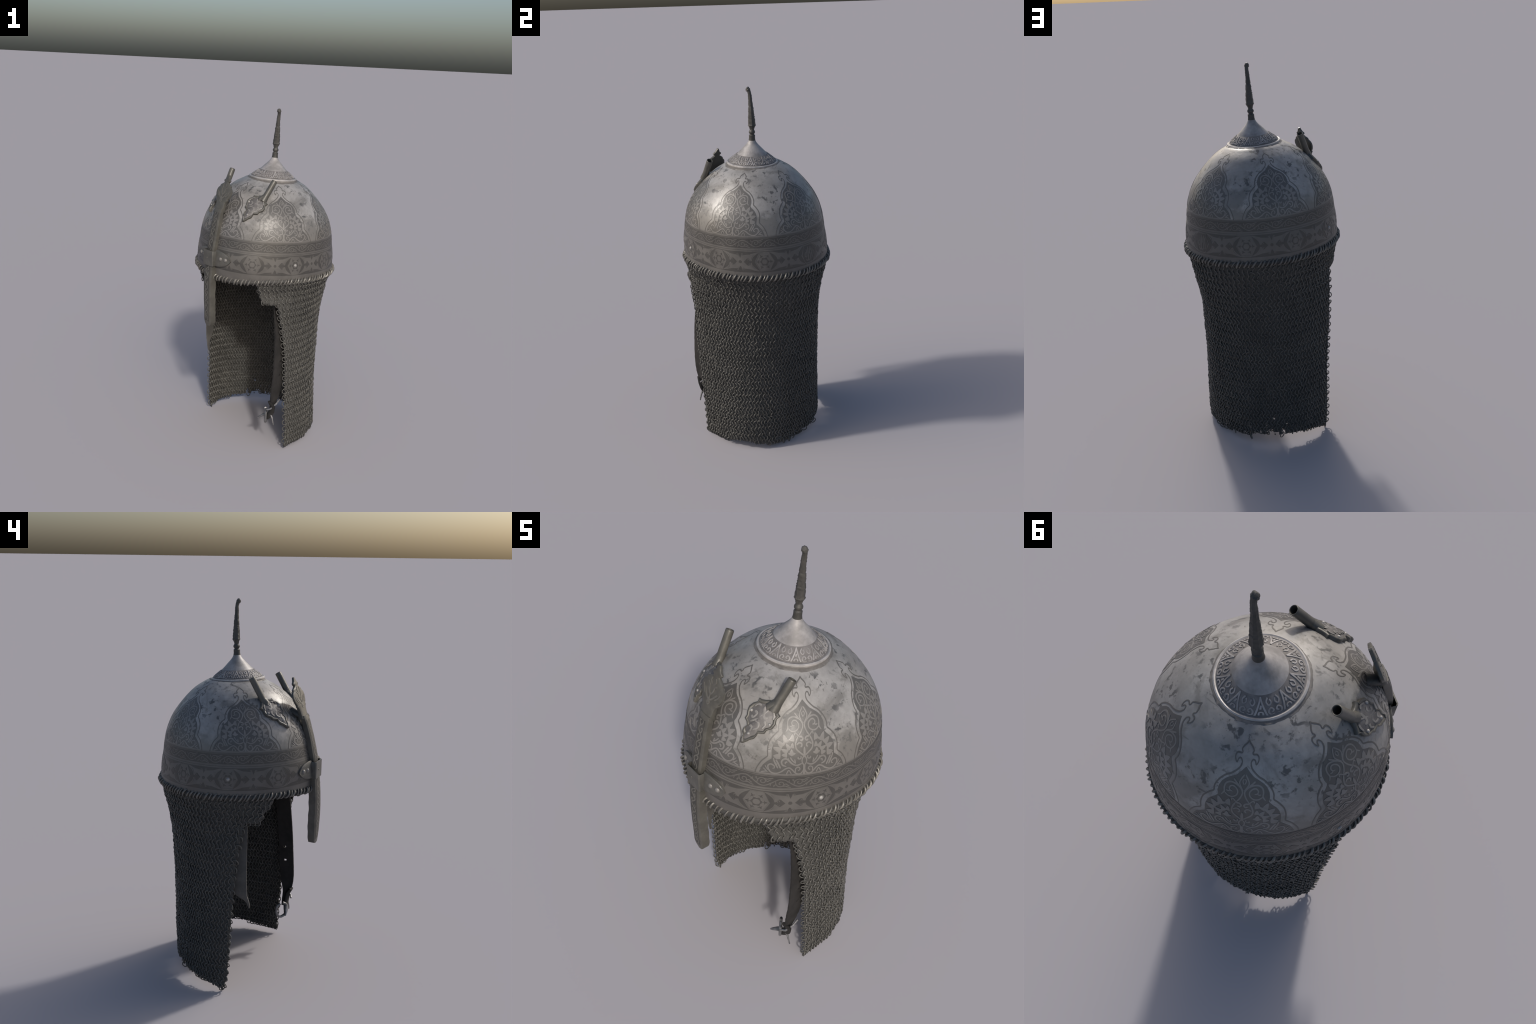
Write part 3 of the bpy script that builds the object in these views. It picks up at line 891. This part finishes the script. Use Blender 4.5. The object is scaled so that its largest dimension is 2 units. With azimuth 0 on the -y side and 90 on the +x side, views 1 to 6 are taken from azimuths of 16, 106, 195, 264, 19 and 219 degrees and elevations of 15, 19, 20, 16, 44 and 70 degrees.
_MZ = np.linspace(.03, 1.06, 1200)
_MR = [smooth_interp(_MZ, list(zip(MZ, row))) for row in MR]
def mail_radius(deg, z):
    t = math.radians(deg)
    k = min(max((z - .03) / 1.03, 0.0), 1.0) * 1199
    i = min(int(k), 1198); f = k - i
    c = [row[i] + (row[i+1] - row[i]) * f for row in _MR]
    return (c[0] + c[1]*math.cos(t) + c[2]*math.sin(t) + c[3]*math.cos(2*t) + c[4]*math.sin(2*t)
            + c[5]*math.cos(3*t) + c[6]*math.sin(3*t) + c[7]*math.cos(4*t) + c[8]*math.sin(4*t))
# the two front edges (degrees as a function of z) and the ragged hem (z as a function of degrees)
EDGE_R = [(.02, -45.8), (.107, -45.7), (.193, -47), (.279, -48.2), (.363, -49.1), (.446, -49.8), (.529, -51), (.61, -52), (.69, -53.6), (.768, -55.9), (.845, -58), (.924, -61.5), (.9365, -63),
          (.9375, -72), (.949, -75.5), (1.002, -78), (1.056, -81.3), (1.12, -83)]
EDGE_L = [(.006, 163), (.089, 166.3), (.175, 167), (.263, 167.9), (.344, 168.5), (.428, 169.4), (.511, 170.3), (.592, 171.3), (.674, 172.5), (.751, 173.6), (.828, 175.3), (.9, 178.5), (.938, 180),
          (.939, 191), (.96, 192.8), (.998, 195.5), (1.026, 199), (1.12, 202)]
HEM = [(-50, .010), (-44, .013), (-38, .021), (-31, .024), (-23, .025), (-16, .030), (-10, .039), (-5, .053), (4, .046), (17, .031), (28, .020), (42, .004), (50, .000), (63, .002), (78, .012), (92, .024), (106, .027),
       (118, .034), (131, .042), (145, .040), (151, .031), (157, .018), (163, .003), (170, .0)]
HOLES = [(86, .093, 1.6, .007), (108.5, .153, 1.6, .008), (105, .070, 3.2, .011), (98, .050, 11, .0065), (117, .068, 2.0, .012), (110, .062, 3.0, .008), (80, .036, 3, .006), (36, .052, 2.4, .006),
         (63.5, .040, 3.4, .007), (43, .046, 2.0, .005), (55, .055, 2.4, .005), (75, .155, 1.1, .006), (92, .118, 1.3, .006), (70, .062, 2.2, .006), (50, .034, 2.6, .005), (88, .060, 2.5, .005), (102, .100, 1.2, .005),
         (120, .115, 1.0, .004), (96, .083, 1.5, .005), (66, .075, 1.2, .005)]
def ragged(d):
    """how much of the hem has rotted away, worst round the back"""
    k = math.exp(-((d - 82) / 38) ** 4)
    return k * (.024 + .026 * max(0.0, math.sin(d * .37) * math.sin(d * .83 + 1) + .25))
def in_mail(deg, z, pad=0.0, hem_pad=0.0):
    if z < interp(deg, HEM) + hem_pad:
        return False
    if deg < interp(z, EDGE_R) + pad or deg > interp(z, EDGE_L) - pad:
        return False
    for d, h, rd, rh in HOLES:
        if ((deg - d) / rd) ** 2 + ((z - h) / rh) ** 2 < 1:
            return False
    return True
def rim_z(deg):
    t = math.radians(deg)
    return to_world((.40 * math.cos(t), .40 * math.sin(t), 1.070 - brow_dip(deg)))[2]
def mail_frame(deg, z, inset):
    t = math.radians(deg)
    r = mail_radius(deg, z) - inset
    p = np.array([r*math.cos(t), r*math.sin(t), z])
    a = mail_radius(deg + .5, z); b = mail_radius(deg - .5, z)
    tang = np.array([a*math.cos(t+.00873) - b*math.cos(t-.00873), a*math.sin(t+.00873) - b*math.sin(t-.00873), 0]); tang /= np.linalg.norm(tang)
    dz = .01
    c = mail_radius(deg, z + dz); d = mail_radius(deg, z - dz)
    up = np.array([(c-d)*math.cos(t), (c-d)*math.sin(t), 2*dz]); up /= np.linalg.norm(up)
    nrm = np.cross(tang, up)
    return p, tang, up, nrm

ROW = .0205; PITCH = math.degrees(.0216 / .375)
def build_mail():
    # ring shape
    RR, WR, NA, NB = .0148, .0029, 14, 6
    def ring_geo(g, M=None):
        rows = []
        for i in range(NA):
            a = 2*math.pi*i/NA
            row = []
            for j in range(NB):
                b = 2*math.pi*j/NB
                q = np.array([(RR + WR*math.cos(b))*math.cos(a), (RR*1.04 + WR*math.cos(b))*math.sin(a), WR*math.sin(b)])
                row.append(q if M is None else M[:3, :3] @ q + M[:3, 3])
            rows.append(row)
        rows.append(rows[0])
        g.grid(rows, 0, True)
    # woven ground: a thin rough shell that closes the weave between the rings
    sh = Geo()
    dd = .8; zz = .0085
    degs = np.arange(-84, 204.01, dd); zs = np.arange(-.002, 1.10, zz)
    keep, idx = [], {}
    outer, inner = [], []
    def vid(i, j):
        if (i, j) not in idx:
            d, z = degs[i], zs[j]
            zc = min(z, rim_z(d) + .012)
            j1 = .0018 * math.sin(d * 2 * math.pi / PITCH) * math.sin(z * math.pi / ROW) + nrng.normal(0, .0007)
            p, tg, up, nn = mail_frame(d + nrng.normal(0, .12), max(zc, .001) + nrng.normal(0, .0012) * (zc > .01), .0078)
            idx[(i, j)] = len(outer)
            p[2] = max(p[2], .0035)
            outer.append(p + nn * (.0022 + j1)); inner.append(p - nn * (.0026 - j1))
        return idx[(i, j)]
    faces = []
    for j in range(len(zs) - 1):
        for i in range(len(degs) - 1):
            dm, zm = degs[i] + dd/2, zs[j] + zz/2
            if zm > rim_z(dm) + .012:
                continue
            if in_mail(dm, zm, .7 + .45 * math.sin(zm * math.pi / ROW), .003 + .003 * math.sin(dm * 3.1) + ragged(dm)):
                faces.append((vid(i, j), vid(i+1, j), vid(i+1, j+1), vid(i, j+1)))
    n = len(outer)
    edges = {}
    for f in faces:
        for a, b in zip(f, f[1:] + f[:1]):
            edges[(a, b)] = 1
    sides = [(b, a, a + n, b + n) for (a, b) in edges if (b, a) not in edges]
    sh.add(outer + inner, faces + sides)
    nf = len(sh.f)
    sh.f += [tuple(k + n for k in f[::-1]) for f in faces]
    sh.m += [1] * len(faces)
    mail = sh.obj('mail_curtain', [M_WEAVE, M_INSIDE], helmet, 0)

    rings = []
    nrow = int(1.10 / ROW) + 1
    ncol = 67
    # smooth guide lines for the outermost columns (the flaps at the top run on beyond them)
    gr_ = [(0, -45.6), (.107, -45.9), (.279, -48.0), (.446, -49.6), (.61, -51.8), (.768, -55.6), (.938, -61.5), (1.08, -66)]
    gl_ = [(0, 163.5), (.089, 166.0), (.263, 167.9), (.428, 169.4), (.592, 171.3), (.751, 173.7), (.9, 178.0), (1.08, 185)]
    torn = [rng.choice((0, .15, .35, .6, .8, 1.0)) for _ in range(97)]
    for k in range(nrow):
        odd = k % 2
        drop = k * ROW
        zc = 1.058 - drop
        a0, a1 = interp(zc, gr_) + 1.0, interp(zc, gl_) - 1.0
        for c in range(-7, ncol + 8):
            x = (c + .5 * odd) / ncol
            deg = a0 + (a1 - a0) * x + rng.gauss(0, .13)
            z = rim_z(deg) - .012 - drop * (1.0 - .012 * math.sin(math.radians(deg * 2))) + rng.gauss(0, .0010)
            flap = z > .928
            if not flap and (x < -.001 or x > 1.001):
                continue
            if flap and not in_mail(deg, z, .8):
                continue
            if z < interp(deg, HEM) + .006 + ragged(deg) * torn[c % len(torn)]:      # rings lost from the bottom up
                continue
            if z < .002 or not in_mail(deg, z, -4, .006):
                continue
            p, tg, up, nn = mail_frame(deg, z, .0080)
            tilt = math.radians((34 if odd else -34) + rng.gauss(0, 7))
            lean = math.radians(10 + rng.gauss(0, 7))
            spin = math.radians(rng.gauss(0, 7))
            Bm = np.stack([tg, up, nn], 1)
            ct, st_ = math.cos(tilt), math.sin(tilt)
            cl, sl = math.cos(lean), math.sin(lean)
            cs, ss = math.cos(spin), math.sin(spin)
            Ry = np.array([[ct, 0, st_], [0, 1, 0], [-st_, 0, ct]])
            Rx = np.array([[1, 0, 0], [0, cl, -sl], [0, sl, cl]])
            Rz = np.array([[cs, -ss, 0], [ss, cs, 0], [0, 0, 1]])
            s = rng.uniform(.94, 1.07)
            M = np.eye(4); M[:3, :3] = Bm @ Rz @ Ry @ Rx * s; M[:3, 3] = p
            lowest = M[2, 3] - RR * 1.1
            if lowest < .0012:
                M[2, 3] += .0012 - lowest
            # how near to a front edge: those show largest
            near = min(abs(deg - interp(z, EDGE_R)), abs(deg - interp(z, EDGE_L)))
            rings.append((near, M))
    order = sorted(range(len(rings)), key=lambda i: rings[i][0])
    single = set(order[:300])
    gr = Geo(); ring_geo(gr)
    me = gr.mesh('mail_ring', [M_RING], 0)
    rest = Geo()
    for i, (near, M) in enumerate(rings):
        if i in single:
            ob = new_obj('mail_ring', me, mail)
            ob.matrix_world = Matrix(M.tolist())
        else:
            ring_geo(rest, M)
    ob = rest.obj('mail_rings', [M_RING], mail, 0)
    ob['kind'] = 'stuff'
    print('rings', len(rings))
    return mail
build_mail()

# ------------------------------------------------------------------ leather straps inside the front edges
def strap_sheet(g, stations, thick, nw=6, holes=()):
    """stations: list of (front-edge point, back-edge point) from top to bottom"""
    A = spline([s[0] for s in stations], .012)
    Bk = spline([s[1] for s in stations], .012)
    m = min(len(A), len(Bk))
    A = A[np.linspace(0, len(A)-1, m).astype(int)]; Bk = Bk[np.linspace(0, len(Bk)-1, m).astype(int)]
    pts = []
    for a, b in zip(A, Bk):
        pts.append([a + (b - a) * x for x in np.linspace(0, 1, nw)])
    pts = np.array(pts)
    du = np.gradient(pts, axis=0); dv = np.gradient(pts, axis=1)
    nn = np.cross(du, dv); nn /= np.linalg.norm(nn, axis=2)[..., None]
    wob = nrng.normal(0, .0006, pts.shape[:2])[..., None]
    top = pts + nn * (thick / 2 + wob); bot = pts - nn * (thick / 2 - wob)
    n = m * nw
    faces = []
    for i in range(m - 1):
        for j in range(nw - 1):
            zc = pts[i, j, 2]
            if any(j == hj and abs(zc - hz) < .006 for hj, hz in holes):
                continue
            faces.append((i*nw+j, i*nw+j+1, (i+1)*nw+j+1, (i+1)*nw+j))
    edges = {}
    for f in faces:
        for a, b in zip(f, f[1:] + f[:1]):
            edges[(a, b)] = 1
    sides = [(b, a, a+n, b+n) for (a, b) in edges if (b, a) not in edges]
    g.add(list(top.reshape(-1, 3)) + list(bot.reshape(-1, 3)), faces + [tuple(k+n for k in f[::-1]) for f in faces] + sides)

def build_right_strap():
    g = Geo()
    off = np.array([.038, .076, 0])
    E = [((.150, -.290, 1.055), .95), ((.153, -.295, .93), 1), ((.168, -.309, .814), 1), ((.176, -.317, .735), 1), ((.181, -.324, .655), 1), ((.183, -.329, .574), 1), ((.182, -.333, .491), 1),
         ((.176, -.335, .405), .95), ((.172, -.328, .345), .75), ((.172, -.314, .305), .50), ((.168, -.300, .262), .38), ((.160, -.292, .222), .33)]
    st = [(np.array(p), np.array(p) + off * k) for p, k in E]
    # fold the lower part inwards a little
    strap = None
    strap_sheet(g, st, .0085, 7, holes=((3, .585), (3, .505)))
    strap = g.obj('strap', [M_LEATHER], helmet, 40)
    # leather keeper wrapped round the buckle bar
    kp = Geo()
    sweep(kp, [(.166, -.322, .330), (.180, -.306, .300), (.176, -.298, .262), (.158, -.290, .226), (.146, -.288, .205)], [.016, .022, .021, .018, .010], 10, 0, flat=.55)
    kp.obj('strap_end', [M_LEATHER], strap)
    b = Geo()
    # bent D-shaped frame hanging below the strap
    lx = lambda y, z: (.130 - .30 * (y + .26), y, z)
    loop = spline([lx(-.250, .262), lx(-.224, .243), lx(-.221, .200), lx(-.234, .168), lx(-.260, .157), lx(-.291, .176), lx(-.302, .215), lx(-.294, .250), lx(-.268, .266)], .008)
    mid = np.array([lx(-.262, .212)])
    loop = mid + (loop - mid) * .80
    sweep(b, loop, .0078, 8, 0)
    sweep(b, [(.150, -.318, .276), (.172, -.320, .285), (.200, -.300, .312), (.214, -.276, .334)], .0055, 8, 0)
    fr = b.obj('buckle', [M_BUCKLE], strap)
    p = Geo()
    sweep(p, [(.170, -.300, .246), (.182, -.308, .226), (.190, -.313, .203), (.196, -.315, .183)], [.0065, .0055, .0042, .0032], 8, 0)
    p.obj('buckle_prong', [M_BUCKLE], fr)
    tp = Geo()
    sweep(tp, [(.142, -.288, .236), (.120, -.284, .222), (.100, -.280, .204), (.087, -.278, .194)], [.014, .0125, .009, .0045], 9, 0, flat=.6)
    tp.obj('strap_tip', [M_BUCKLE], strap)
build_right_strap()

def build_left_strap():
    g = Geo()
    off = np.array([.018, .062, 0])
    E = [((-.330, -.020, 1.05), 1), ((-.345, -.012, .90), 1), ((-.352, -.008, .76), 1), ((-.356, -.007, .66), 1), ((-.355, -.008, .615), 1), ((-.353, -.010, .582), 1), ((-.350, -.011, .549), .9), ((-.343, -.019, .518), .36), ((-.336, -.026, .490), .18),
         ((-.330, -.028, .466), .10)]
    st = [(np.array(p), np.array(p) + off * k) for p, k in E]
    strap_sheet(g, st, .008, 6)
    g.obj('strap', [M_LEATHER2], helmet, 40)
build_left_strap()
